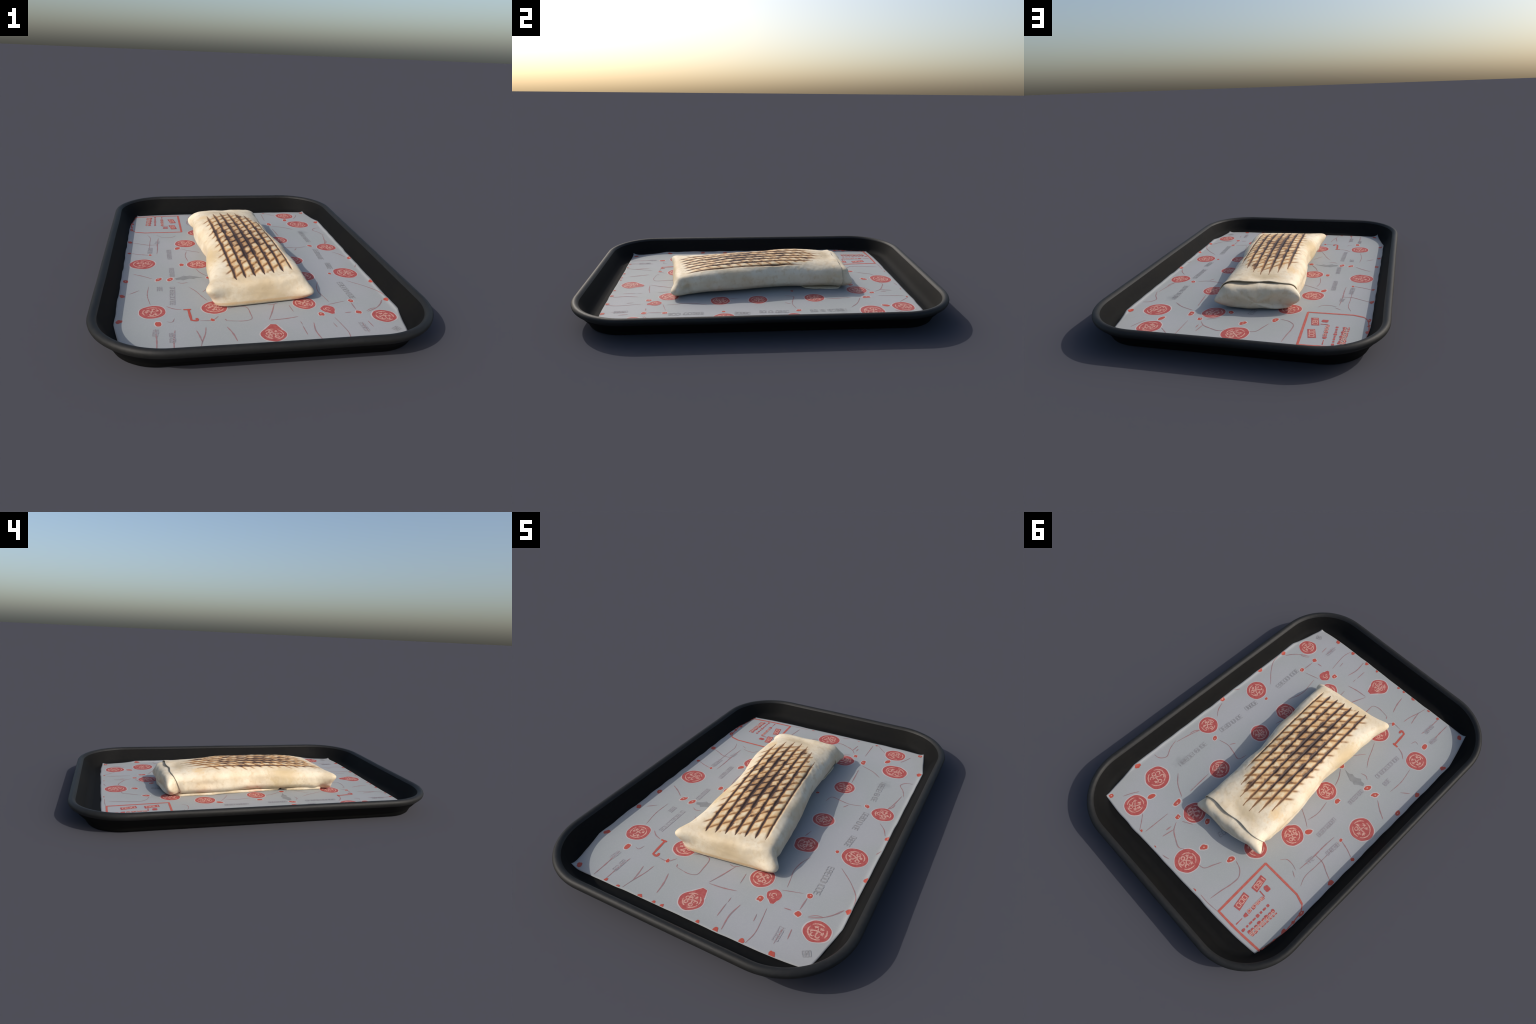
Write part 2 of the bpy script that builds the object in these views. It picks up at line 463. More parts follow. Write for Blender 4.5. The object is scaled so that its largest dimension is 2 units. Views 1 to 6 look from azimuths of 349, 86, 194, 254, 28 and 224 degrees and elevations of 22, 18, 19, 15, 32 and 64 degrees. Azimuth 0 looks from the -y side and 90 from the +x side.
class Ink:
    """collects flat printed shapes laid on the sheet"""
    def __init__(self):
        self.v, self.f, self.fm = [], [], []
    def poly(self, pts, lift, mat):
        i = len(self.v)
        self.v += [(p[0], p[1], lift) for p in pts]
        self.f.append(tuple(range(i, i + len(pts))))
        self.fm.append(mat)
    def disc(self, outline, lift, mat):
        i = len(self.v)
        cx, cy = np.mean(outline, 0)
        self.v.append((cx, cy, lift))
        self.v += [(p[0], p[1], lift) for p in outline]
        k = len(outline)
        for j in range(k):
            self.f.append((i, i + 1 + j, i + 1 + (j + 1) % k))
            self.fm.append(mat)
    def stroke(self, pts, width, lift, mat, taper=0.35, closed=False, wob=0.25, seg=0.006):
        P = np.array(pts, float)
        if closed:
            P = np.vstack([P, P[:1]])
        d = np.r_[0, np.cumsum(np.hypot(*np.diff(P, axis=0).T))]
        if d[-1] < 1e-6:
            return
        k = max(3, int(d[-1] / seg) + 2)
        s = np.linspace(0, d[-1], k)
        if len(P) > 2:
            Q = np.stack([cubic(np.stack([d, P[:, i]], 1), s) for i in (0, 1)], 1)
        else:
            Q = np.stack([np.interp(s, d, P[:, i]) for i in (0, 1)], 1)
        T = np.gradient(Q, axis=0)
        T /= np.maximum(np.hypot(T[:, 0], T[:, 1]), 1e-9)[:, None]
        Nn = np.stack([-T[:, 1], T[:, 0]], 1)
        t = s / d[-1]
        w = width * 0.5 * (taper + (1 - taper) * np.sin(np.pi * np.clip(t, 0, 1)) ** 0.5 if not closed else np.ones(k))
        w = w * (1 + wob * vnoise(Q[:, 0] * 90, Q[:, 1] * 90, s * 0 + 0.5))
        A, Bp = Q + Nn * w[:, None], Q - Nn * w[:, None]
        i = len(self.v)
        for j in range(k):
            self.v.append((A[j, 0], A[j, 1], lift))
            self.v.append((Bp[j, 0], Bp[j, 1], lift))
        for j in range(k - 1):
            e = i + 2 * j
            self.f.append((e, e + 1, e + 3, e + 2))
            self.fm.append(mat)
    def mesh(self, name, mats, origin=None):
        V = np.array(self.v)
        o = np.array(origin if origin is not None else (0, 0), float)
        bb = np.clip(np.abs(V[:, 1]) / 0.858, 0, 1)          # nothing is printed beyond the sheet
        aa = np.clip(np.abs(V[:, 0]) / 0.615, 0, 1)
        ramp = np.maximum(bb - 0.74, 0) / 0.26
        V[:, 0] = np.clip(V[:, 0], -0.6145 + np.where(V[:, 1] < 0, 0.047, 0.030) * ramp, 0.6145 - 0.044 * ramp)
        V[:, 1] = np.clip(V[:, 1], -0.8625 + 0.013 * aa ** 5, 0.835 + 0.012 * V[:, 0])
        V[:, 2] += paper_height(V[:, 0], V[:, 1])
        F = []
        for f in self.f:         # all faces look up
            p = V[list(f)]
            ar = sum(p[i, 0] * p[(i + 1) % len(f), 1] - p[(i + 1) % len(f), 0] * p[i, 1] for i in range(len(f)))
            F.append(f if ar > 0 else f[::-1])
        return new_mesh(name, V, F, mats, False, self.fm)

def blob_outline(cx, cy, rx, ry, rot, rough, k=40, egg=0.0, seed=0):
    a = np.linspace(0, 2 * np.pi, k, endpoint=False)
    r = 1 + rough * vnoise(np.cos(a) * 1.6 + seed * 3.7, np.sin(a) * 1.6 + seed, a * 0 + seed * 1.3)
    px, py = rx * r * np.cos(a), ry * r * np.sin(a)
    py = py * (1 + egg * np.cos(a)) 
    c, s = math.cos(rot), math.sin(rot)
    return np.stack([cx + c * px - s * py, cy + s * px + c * py], 1)

STAMPS = [  # x, y, radius, egg-shape tail direction (degrees) or None
    (0.533, -0.680, 0.053, None), (0.517, -0.215, 0.060, None), (0.531, 0.158, 0.055, None), (0.285, -0.236, 0.055, None),
    (0.283, -0.023, 0.054, None), (0.270, 0.297, 0.057, None), (0.468, 0.583, 0.067, None), (0.418, 0.769, 0.060, None),
    (0.164, 0.568, 0.059, None), (-0.013, 0.765, 0.063, None), (0.018, -0.778, 0.054, 80), (0.211, -0.527, 0.054, None),
    (0.302, -0.592, 0.032, -75), (-0.197, -0.525, 0.056, None), (-0.466, -0.541, 0.056, None), (-0.238, -0.035, 0.054, None),
    (-0.290, 0.279, 0.057, None), (-0.521, -0.009, 0.065, None), (-0.206, 0.464, 0.057, None)]

def build_stamps(top):
    for i, (x, y, r, tail) in enumerate(STAMPS):
        rnd = random.Random(40 + i)
        ink = Ink()
        small = r < 0.04
        rot = rnd.uniform(0, 6.28)
        out = lambda s, sd: blob_outline(x, y, r * s * rnd.uniform(0.98, 1.03), r * s * rnd.uniform(0.96, 1.0), rot, 0.07, 56, 0, sd)
        ink.disc(out(1.085, i), 0.0004, 2)
        ink.disc(out(1.0, i), 0.0007, 0)
        if tail is not None:
            a = math.radians(tail)
            tip = (x + math.cos(a) * r * 1.42, y + math.sin(a) * r * 1.42)
            for s, lf, mt in ((1.25, 0.00045, 2), (1.0, 0.00075, 0)):
                w = r * 0.62 * s
                tt = (x + math.cos(a) * r * (1.32 + 0.16 * s), y + math.sin(a) * r * (1.32 + 0.16 * s))
                base = (x + math.cos(a) * r * 0.75, y + math.sin(a) * r * 0.75)
                px, py = -math.sin(a) * w, math.cos(a) * w
                ink.poly([(base[0] + px, base[1] + py), (base[0] - px, base[1] - py), (tt[0] - px * 0.35, tt[1] - py * 0.35), tt, (tt[0] + px * 0.35, tt[1] + py * 0.35)], lf, mt)
        lw = 0.0064 if not small else 0.005
        # broken inner ring
        a0 = rnd.uniform(0, 6.28)
        for seg in range(4 if not small else 2):
            s0 = a0 + seg * 1.57 + rnd.uniform(0, 0.3)
            an = np.linspace(s0, s0 + rnd.uniform(1.0, 1.6), 9)
            rr = r * rnd.uniform(0.66, 0.74) * (0.8 if small else 1)
            ink.stroke(np.stack([x + rr * np.cos(an), y + rr * np.sin(an)], 1), lw * 0.9, 0.0010, 1)
        # garbled lettering inside: cross bars, hooks and loops
        if not small:
            for q in range(6):
                qa = a0 + q * 1.05 + rnd.uniform(-0.2, 0.2)
                cx, cy = x + 0.42 * r * math.cos(qa), y + 0.42 * r * math.sin(qa)
                kind = rnd.choice("chlo")
                g = r * 0.15
                if kind in "co":
                    an = np.linspace(0, 6.28 if kind == "o" else 4.4, 10) + rnd.uniform(0, 6)
                    ink.stroke(np.stack([cx + g * np.cos(an), cy + g * np.sin(an)], 1), lw, 0.0011, 1)
                else:
                    th = rnd.uniform(0, 3.14)
                    ux, uy = math.cos(th) * g, math.sin(th) * g
                    ink.stroke([(cx - ux, cy - uy), (cx + ux, cy + uy)], lw, 0.0011, 1)
                    ink.stroke([(cx - uy, cy + ux), (cx + uy * 0.6, cy - ux * 0.6), (cx + uy + ux, cy - ux + uy)], lw, 0.0012, 1)
            th = rnd.uniform(0, 3.14)
            for o in (0, 1.57):
                l = r * rnd.uniform(0.3, 0.55)
                bx, by = math.cos(th + o) * l, math.sin(th + o) * l
                ink.stroke([(x - bx, y - by), (x + by * 0.15, y - bx * 0.15), (x + bx, y + by)], lw, 0.00125, 1)
        else:
            an = np.linspace(0, 5.2, 10)
            ink.stroke(np.stack([x + r * 0.3 * np.cos(an), y + r * 0.3 * np.sin(an)], 1), lw, 0.0011, 1)
        child("round_stamp", ink.mesh("round_stamp", [M_RED, M_CREAM, M_HALO]), top)

BLOBS = [  # x, y, kind (r: round, q: squarish, s: small)
    (0.598, 0.616, "r"), (0.399, 0.675, "q"), (0.274, 0.596, "q"), (0.207, 0.648, "r"), (0.080, 0.552, "r"), (0.552, 0.832, "r"),
    (0.152, 0.849, "q"), (-0.015, 0.656, "q"), (0.438, 0.187, "r"), (0.279, 0.838, "s"), (0.606, -0.533, "r"), (0.610, -0.334, "r"),
    (0.609, -0.023, "r"), (0.432, -0.216, "s"), (0.432, -0.636, "r"), (0.433, -0.525, "r"), (0.429, -0.855, "r"), (0.301, -0.856, "r"),
    (0.185, -0.860, "r"), (0.103, -0.860, "s"), (0.260, -0.634, "r"), (-0.071, -0.860, "s"), (-0.183, -0.862, "r"), (-0.114, -0.863, "s"),
    (-0.304, -0.862, "s"), (-0.375, -0.856, "s"), (-0.543, -0.842, "r"), (-0.598, -0.612, "r"), (-0.440, -0.645, "q"), (-0.194, -0.210, "r"),
    (-0.216, -0.634, "s"), (-0.322, -0.036, "r"), (-0.336, 0.202, "q"), (-0.385, -0.213, "q"), (-0.440, -0.210, "q"), (-0.596, -0.218, "r"),
    (-0.602, -0.379, "r"), (-0.485, 0.115, "s"), (-0.603, 0.317, "r"), (-0.598, 0.148, "s"), (-0.161, 0.597, "q"), (-0.155, 0.843, "r"),
    (-0.598, 0.778, "s"), (-0.606, 0.532, "r"), (-0.608, 0.590, "s"), (-0.608, 0.653, "r"), (-0.607, 0.715, "s"), (0.160, 0.180, "s")]

def build_blots(top):
    for i, (x, y, kind) in enumerate(BLOBS):
        rnd = random.Random(900 + i)
        ink = Ink()
        rx, ry = {"r": (0.015, 0.012), "q": (0.020, 0.013), "s": (0.010, 0.008)}[kind]
        rx *= rnd.uniform(0.9, 1.15)
        rot = math.pi / 2 + rnd.uniform(-0.6, 0.6)
        if abs(x) < 0.59 and abs(y) < 0.83:
            ink.disc(blob_outline(x, y, rx * 1.3, ry * 1.35, rot, 0.2, 28, 0, i), 0.0004, 1)
        ink.disc(blob_outline(x, y, rx, ry, rot, 0.28, 28, 0, i), 0.0008, 0)
        if kind != "s" and rnd.random() < 0.55:
            ink.disc(blob_outline(x + rnd.uniform(-.004, .004), y + rnd.uniform(-.004, .004), rx * 0.25, ry * 0.3, rot, 0.2, 12, 0, i), 0.0011, 2)
        child("ink_blot", ink.mesh("ink_blot", [M_BLOB, M_HALO, M_CREAM]), top)

DOODLES_EAST = [
    [(0.592, 0.505), (0.560, 0.499), (0.535, 0.467), (0.563, 0.413), (0.581, 0.359)],
    [(0.570, 0.361), (0.563, 0.315), (0.548, 0.247), (0.538, 0.215)],
    [(0.409, 0.176), (0.347, 0.162), (0.299, 0.170), (0.244, 0.179), (0.230, 0.131)],
    [(0.409, 0.482), (0.364, 0.521), (0.284, 0.558)], [(0.289, 0.360), (0.284, 0.422), (0.277, 0.505)],
    [(0.506, 0.785), (0.489, 0.744), (0.468, 0.706)], [(0.353, 0.769), (0.318, 0.805), (0.287, 0.840)],
    [(0.261, 0.821), (0.260, 0.745), (0.259, 0.674)],
    [(0.190, 0.672), (0.167, 0.706), (0.114, 0.736), (0.074, 0.750), (0.038, 0.733)], [(0.167, 0.706), (0.178, 0.774)],
    [(0.192, 0.739), (0.190, 0.705)], [(0.330, 0.122), (0.348, 0.154)], [(0.173, 0.647), (0.120, 0.617)],
    [(0.489, -0.309), (0.565, -0.386), (0.604, -0.446), (0.612, -0.494)], [(0.576, -0.553), (0.529, -0.602), (0.474, -0.635)],
    [(0.428, -0.612), (0.429, -0.540)], [(0.405, -0.525), (0.315, -0.551)],
    [(0.329, -0.526), (0.319, -0.468), (0.311, -0.429), (0.317, -0.365), (0.340, -0.308)],
    [(0.591, -0.003), (0.572, 0.042), (0.540, 0.080)], [(0.400, -0.631), (0.368, -0.634)], [(0.561, 0.271), (0.558, 0.246), (0.540, 0.214)],
    [(0.266, -0.135), (0.254, -0.183)], [(0.610, -0.118), (0.594, -0.150)],
    [(0.471, -0.628), (0.504, -0.607), (0.531, -0.603)], [(0.586, -0.531), (0.555, -0.577)]]
DOODLES_SOUTH = [
    [(0.309, -0.670), (0.320, -0.734), (0.327, -0.804), (0.318, -0.855)], [(0.288, -0.713), (0.294, -0.751)],
    [(0.206, -0.703), (0.196, -0.768), (0.205, -0.845)], [(0.152, -0.723), (0.154, -0.796)], [(0.152, -0.687), (0.154, -0.716)],
    [(0.153, -0.645), (0.097, -0.657), (0.028, -0.663)], [(0.073, -0.522), (0.050, -0.590), (0.023, -0.658)], [(0.137, -0.540), (0.143, -0.600)],
    [(-0.134, -0.813), (-0.145, -0.749), (-0.162, -0.698)],
    [(-0.139, -0.542), (-0.104, -0.529), (-0.063, -0.531), (-0.048, -0.598), (-0.052, -0.646), (-0.081, -0.657), (-0.120, -0.654), (-0.156, -0.648)],
    [(-0.156, -0.648), (-0.163, -0.631)], [(-0.187, -0.603), (-0.214, -0.636), (-0.268, -0.636)],
    [(-0.282, -0.855), (-0.271, -0.803), (-0.253, -0.735), (-0.248, -0.692)], [(-0.271, -0.803), (-0.279, -0.752), (-0.288, -0.714)],
    [(-0.444, -0.855), (-0.445, -0.774), (-0.450, -0.686)], [(-0.380, -0.855), (-0.378, -0.751), (-0.373, -0.703)],
    [(0.449, -0.765), (0.443, -0.715)], [(0.413, -0.808), (0.412, -0.726)], [(-0.373, -0.606), (-0.384, -0.636), (-0.405, -0.631)],
    [(0.090, -0.512), (0.060, -0.525), (0.040, -0.520)]]
DOODLES_WEST = [
    [(-0.223, -0.458), (-0.248, -0.403), (-0.266, -0.359), (-0.299, -0.305)], [(-0.191, -0.303), (-0.237, -0.367)],
    [(-0.341, -0.532), (-0.376, -0.519), (-0.405, -0.495)], [(-0.475, -0.472), (-0.490, -0.378), (-0.486, -0.285)],
    [(-0.200, -0.193), (-0.234, -0.140), (-0.250, -0.095)], [(-0.286, 0.012), (-0.297, 0.096), (-0.287, 0.157)],
    [(-0.217, 0.135), (-0.277, 0.167), (-0.313, 0.191)], [(-0.471, -0.198), (-0.516, -0.163), (-0.563, -0.135)],
    [(-0.528, -0.323), (-0.569, -0.357)], [(-0.340, 0.418), (-0.361, 0.392), (-0.396, 0.388), (-0.434, 0.398)],
    [(-0.448, 0.269), (-0.499, 0.270), (-0.553, 0.295), (-0.596, 0.314)], [(-0.488, 0.114), (-0.543, 0.128), (-0.586, 0.146)],
    [(-0.486, 0.132), (-0.491, 0.229), (-0.491, 0.310), (-0.492, 0.398), (-0.508, 0.437)],
    [(-0.450, 0.127), (-0.447, 0.190), (-0.448, 0.289), (-0.443, 0.380)], [(-0.425, 0.411), (-0.456, 0.429)],
    [(-0.064, 0.736), (-0.099, 0.728), (-0.122, 0.683), (-0.141, 0.641)],
    [(-0.188, 0.585), (-0.230, 0.599), (-0.257, 0.628), (-0.259, 0.681), (-0.249, 0.736), (-0.240, 0.804)],
    [(-0.193, 0.826), (-0.238, 0.827), (-0.309, 0.820)], [(0.126, 0.846), (0.058, 0.825)],
    [(-0.300, -0.255), (-0.330, -0.262), (-0.350, -0.250)]]

ROWS = [  # start, end, letters, tone
    ((0.446, -0.321), (0.453, -0.509), 7, "g"), ((0.462, -0.074), (0.454, -0.161), 4, "g"), ((0.453, 0.132), (0.445, -0.029), 7, "g"),
    ((0.443, 0.445), (0.449, 0.243), 8, "g"), ((-0.022, 0.559), (-0.032, 0.499), 3, "g"), ((-0.376, -0.298), (-0.379, -0.484), 8, "l"),
    ((-0.436, -0.293), (-0.435, -0.341), 3, "l"), ((-0.377, -0.072), (-0.374, -0.182), 7, "l"), ((-0.386, 0.185), (-0.383, 0.047), 8, "l"),
    ((-0.448, 0.330), (-0.452, 0.285), 3, "l"), ((-0.487, 0.224), (-0.490, 0.137), 5, "l"), ((-0.450, -0.741), (-0.447, -0.691), 4, "l"),
    ((0.411, -0.796), (0.408, -0.722), 4, "l"), ((0.525, -0.798), (0.555, -0.781), 3, "g"), ((-0.386, -0.722), (-0.385, -0.796), 4, "l")]

def letter_row(ink, p, q, n, h, lw, mat, rnd, lift=0.0009):
    """row of garbled block letters, as blurred in the original print"""
    p, q = np.array(p), np.array(q)
    u = (q - p) / np.linalg.norm(q - p)
    v = np.array([-u[1], u[0]])
    step = np.linalg.norm(q - p) / n
    for i in range(n):
        o = p + u * step * (i + 0.12)
        w = step * 0.72
        P = lambda a, b: tuple(o + u * a * w + v * (b - 0.5) * h)
        L = []
        kind = rnd.choice("BBDDEU")
        if kind in "EHBDU": L.append((P(0, 0), P(0, 1)))
        if kind in "HBDU": L.append((P(1, 0), P(1, 1)))
        if kind in "EBD": L.append((P(0, 1), P(1, 1)))
        if kind in "EBD": L.append((P(0, 0), P(1, 0)))
        if kind in "EHB": L.append((P(0, .5), P(1, .5)))
        for a, b in L:
            ink.stroke([a, b], lw, lift + 0.00003 * rnd.random(), mat, 0.9)

def build_print(top):
    rnd = random.Random(5)
    for group in (DOODLES_EAST, DOODLES_SOUTH, DOODLES_WEST):
        for l in group:
            ink = Ink()
            ink.stroke(l, rnd.uniform(0.0036, 0.0058), 0.0005, 0, 0.3, False, 0.5)
            child("doodle_line", ink.mesh("doodle_line", [M_LINE]), top)
    for p, q, n, tone in ROWS:
        ink = Ink()
        letter_row(ink, p, q, int(n * 1.3), 0.026 if tone == "g" else 0.021, 0.0036 if tone == "g" else 0.0032, 0, rnd)
        if tone == "l":
            u = np.array(q) - np.array(p)
            v = np.array([-u[1], u[0]]) / np.linalg.norm(u) * 0.012
            ink.stroke([tuple(np.array(p) + v), tuple(np.array(q) + v)], 0.003, 0.0006, 0, 0.8)
        child("lettering", ink.mesh("lettering", [M_GREY if tone == "g" else M_FAINT]), top)
    # zig-zag mark near the front corner
    ink = Ink()
    for pts, w in (([(-0.281, -0.612), (-0.279, -0.633), (-0.303, -0.630)], 0.012), ([(-0.303, -0.632), (-0.311, -0.537)], 0.011), ([(-0.300, -0.534), (-0.333, -0.533)], 0.012)):
        ink.stroke(pts, w, 0.0007 + 0.0001 * w * 100, 0, 0.75)
    child("zigzag_mark", ink.mesh("zigzag_mark", [M_BLOB]), top)
    # framed notice in the corner
    frame = Ink()
    frame.stroke([(-0.302, 0.483), (-0.315, 0.819)], 0.0125, 0.0006, 0, 0.9, wob=0.1)
    frame.stroke([(-0.300, 0.484), (-0.527, 0.481)], 0.0115, 0.0007, 0, 0.9, wob=0.1)
    frame.stroke([(-0.526, 0.481), (-0.578, 0.497)], 0.011, 0.0008, 0, 0.8, wob=0.1)
    frame.stroke([(-0.578, 0.497), (-0.601, 0.530)], 0.006, 0.0007, 0, 0.6)
    frame.stroke([(-0.313, 0.815), (-0.433, 0.811), (-0.590, 0.797)], 0.011, 0.0009, 0, 0.85, wob=0.15)
    frame.stroke([(-0.602, 0.540), (-0.611, 0.650), (-0.596, 0.790)], 0.006, 0.0006, 0, 0.8)
    child("notice_frame", frame.mesh("notice_frame", [M_BOX]), top)
    # two badges with pale letters
    for (p, q) in (((-0.359, 0.620), (-0.349, 0.540)), ((-0.365, 0.744), (-0.352, 0.660))):
        b = Ink()
        P, Q = np.array(p), np.array(q)
        u = (Q - P) / np.linalg.norm(Q - P)
        v = np.array([-u[1], u[0]]) * 0.021
        b.poly([tuple(P + v * .8), tuple(P - v), tuple(Q - v * .7), tuple(Q + v)], 0.0006, 0)
        letter_row(b, P + u * 0.008, Q - u * 0.006, 3, 0.022, 0.0048, 1, rnd, 0.0010)
        child("notice_badge", b.mesh("notice_badge", [M_RED, M_CREAM]), top)
    t = Ink()
    def dashes(p, q, w, n, gap=0.25):
        P, Q = np.array(p), np.array(q)
        for i in range(n):
            a = P + (Q - P) * (i + gap * rnd.random()) / n
            b = P + (Q - P) * (i + 1 - gap * rnd.random()) / n
            t.stroke([tuple(a), tuple(b)], w * rnd.uniform(0.75, 1.15), 0.0007, 0, 0.8, wob=0.5)
    dashes((-0.422, 0.807), (-0.421, 0.745), 0.006, 1)
    dashes((-0.422, 0.745), (-0.421, 0.606), 0.017, 5, 0.2)
    dashes((-0.466, 0.797), (-0.464, 0.611), 0.012, 8)
    dashes((-0.492, 0.786), (-0.500, 0.612), 0.016, 8)
    dashes((-0.514, 0.776), (-0.520, 0.612), 0.010, 9, 0.4)
    t.stroke([(-0.383, 0.602), (-0.421, 0.604)], 0.006, 0.0009, 0, 0.8)
    t.disc(blob_outline(-0.399, 0.568, 0.017, 0.015, 0, 0.2, 24, 0, 3), 0.0008, 0)
    letter_row(t, (-0.418, 0.715), (-0.418, 0.610), 6, 0.012, 0.0034, 1, rnd, 0.0012)
    letter_row(t, (-0.505, 0.780), (-0.510, 0.620), 9, 0.016, 0.0036, 1, rnd, 0.0012)
    child("notice_text", t.mesh("notice_text", [M_RED, M_CREAM]), top)
    # grease stain
    g = Ink()
    g.disc(np.array([(-0.222, -0.207), (-0.250, -0.203), (-0.270, -0.217), (-0.290, -0.212), (-0.303, -0.217), (-0.322, -0.230), (-0.333, -0.219),
                     (-0.354, -0.220), (-0.361, -0.204), (-0.335, -0.190), (-0.318, -0.174), (-0.302, -0.182), (-0.289, -0.176), (-0.264, -0.187)]), 0.0005, 0)
    child("grease_stain", g.mesh("grease_stain", [M_STAIN]), top)

# ------------------------------------------------------------------ grilled wrap
WEST = [(-0.55, -0.205), (-0.50, -0.210), (-0.44, -0.207), (-0.37, -0.204), (-0.23, -0.204), (-0.09, -0.199), (0.02, -0.206), (0.11, -0.221),
        (0.23, -0.238), (0.33, -0.239), (0.42, -0.234), (0.47, -0.234), (0.54, -0.236)]
EAST = [(-0.55, 0.232), (-0.47, 0.231), (-0.28, 0.220), (-0.126, 0.205), (-0.01, 0.184), (0.10, 0.168), (0.245, 0.159), (0.343, 0.159),
        (0.464, 0.155), (0.54, 0.150)]
TOPZ = [(-0.55, 0.138), (-0.50, 0.146), (-0.45, 0.155), (-0.37, 0.168), (-0.25, 0.180), (-0.10, 0.190), (0.0, 0.193), (0.10, 0.195), (0.20, 0.193),
        (0.30, 0.188), (0.40, 0.180), (0.46, 0.172), (0.54, 0.160)]
BASE_Z = 0.0322
FOLD_ROW_LEN = 0.0

def superellipse(n, count, power):
    t = np.linspace(0, 2 * np.pi, 40000, endpoint=False)
    r = (np.abs(np.cos(t)) ** power + np.abs(np.sin(t)) ** power) ** (-1 / power)
    a, c = r * np.cos(t), r * np.sin(t)
    # arc length with the true aspect of the section
    d = np.r_[0, np.cumsum(np.hypot(np.diff(np.r_[a, a[0]]) * 0.205, np.diff(np.r_[c, c[0]]) * 0.085))]
    s = np.linspace(0, d[-1], count, endpoint=False)
    i = np.searchsorted(d, s, side="right") - 1
    i = np.clip(i, 0, len(a) - 1)
    return a[i], c[i]

def fold_edge(a, c):
    """y of the outer sheet's hem around the back end"""
    top = 0.464 + 0.013 * a + 0.004 * np.sin(a * 7)
    side = np.clip((1 - c) / 2, 0, 1)
    return top - np.where(a < 0, 0.055, 0.02) * np.abs(a) ** 4 * side

def hem_gap(a):
    """the hem gapes in two long mouths, a wide one and a short one"""
    wide = np.where((a > -0.05) & (a < 0.95), np.sin(np.pi * (a + 0.05)), 0)
    short = np.where((a > -0.6) & (a <= -0.05), 0.6 * np.sin(np.pi * (-a - 0.05) / 0.55), 0)
    return np.clip(wide + short, 0, 1)

def section_point(a, c, y, s, zc):
    """place section coordinate (a, c) at station y, shrunk by s towards the end's centre height"""
    w, e, zt = cubic(WEST, y), cubic(EAST, y), cubic(TOPZ, y)
    under = 0.012 * smooth(-0.35, -1.0, c)                      # sides roll in at the base
    over = 0.012 * smooth(0.2, 1.0, c)
    xm, xh = (w + e) / 2, (e - w) / 2
    x = xm + a * s * (xh - under - over * np.abs(a))
    zm = (BASE_Z + zt) / 2
    z = zm + c * (zt - BASE_Z) / 2
    z = zc + (z - zc) * s
    return x, z

def wrap_surface(rows):
    soft, boxy = superellipse(0, 560, 3.6), superellipse(0, 560, 6.5)
    X, Y, Z, AA, CC, SS = [], [], [], [], [], []
    for y_fun, s, zc in rows:
        y0 = float(np.mean(y_fun(*soft)))
        box = float(max(smooth(-0.30, -0.46, y0), smooth(0.40, 0.50, y0)))      # squarer towards the folded ends
        A, C = (soft[i] * (1 - box) + boxy[i] * box for i in (0, 1))
        y = y_fun(A, C)
        x, z = section_point(A, C, y, s, zc)
        X.append(x); Y.append(y); Z.append(z); AA.append(A); CC.append(C); SS.append(np.full_like(A, s))
    return [np.array(q) for q in (X, Y, Z, AA, CC, SS)]

def dents(X, Y, Z):
    """pressing, lumps and pinches of the dough: returns displaced coordinates"""
    def g(cx, cy, cz, rx, ry, rz):
        return np.exp(-(((X - cx) / rx) ** 2 + ((Y - cy) / ry) ** 2 + ((Z - cz) / rz) ** 2))
    dX, dY, dZ = np.zeros_like(X), np.zeros_like(X), np.zeros_like(X)
    # sunny flank
    dX += 0.004 * g(-0.20, -0.06, 0.10, 0.06, 0.035, 0.03)
    dX -= 0.008 * g(-0.20, 0.02, 0.085, 0.06, 0.05, 0.03)
    dX += 0.004 * g(-0.20, -0.12, 0.13, 0.05, 0.05, 0.025)
    dX += 0.006 * g(-0.22, 0.26, 0.11, 0.06, 0.06, 0.02)
    dX -= 0.006 * g(-0.21, -0.26, 0.10, 0.06, 0.09, 0.04)
    # shaded flank
    dX -= 0.009 * g(0.18, 0.09, 0.155, 0.05, 0.05, 0.03)
    dX += 0.008 * g(0.19, 0.20, 0.12, 0.05, 0.06, 0.05)
    dX += 0.003 * g(0.21, -0.06, 0.13, 0.05, 0.08, 0.04)
    dX -= 0.008 * g(0.21, -0.20, 0.15, 0.05, 0.06, 0.03)
    dZ -= 0.010 * g(0.16, 0.09, 0.19, 0.04, 0.05, 0.03)
    dZ -= 0.008 * g(0.15, 0.30, 0.19, 0.05, 0.07, 0.04)
    dZ -= 0.006 * g(-0.05, 0.43, 0.19, 0.06, 0.03, 0.04)
    return X + dX, Y + dY, Z + dZ

def corner_tips(X, Y, Z, tips):
    dX, dY, dZ = np.zeros_like(X), np.zeros_like(X), np.zeros_like(X)
    for (cx, cy, cz), (rx, ry, rz), (px, py, pz) in tips:
        w = np.exp(-(((X - cx) / rx) ** 2 + ((Y - cy) / ry) ** 2 + ((Z - cz) / rz) ** 2))
        dX += px * w; dY += py * w; dZ += pz * w
    return X + dX, Y + dY, Z + dZ

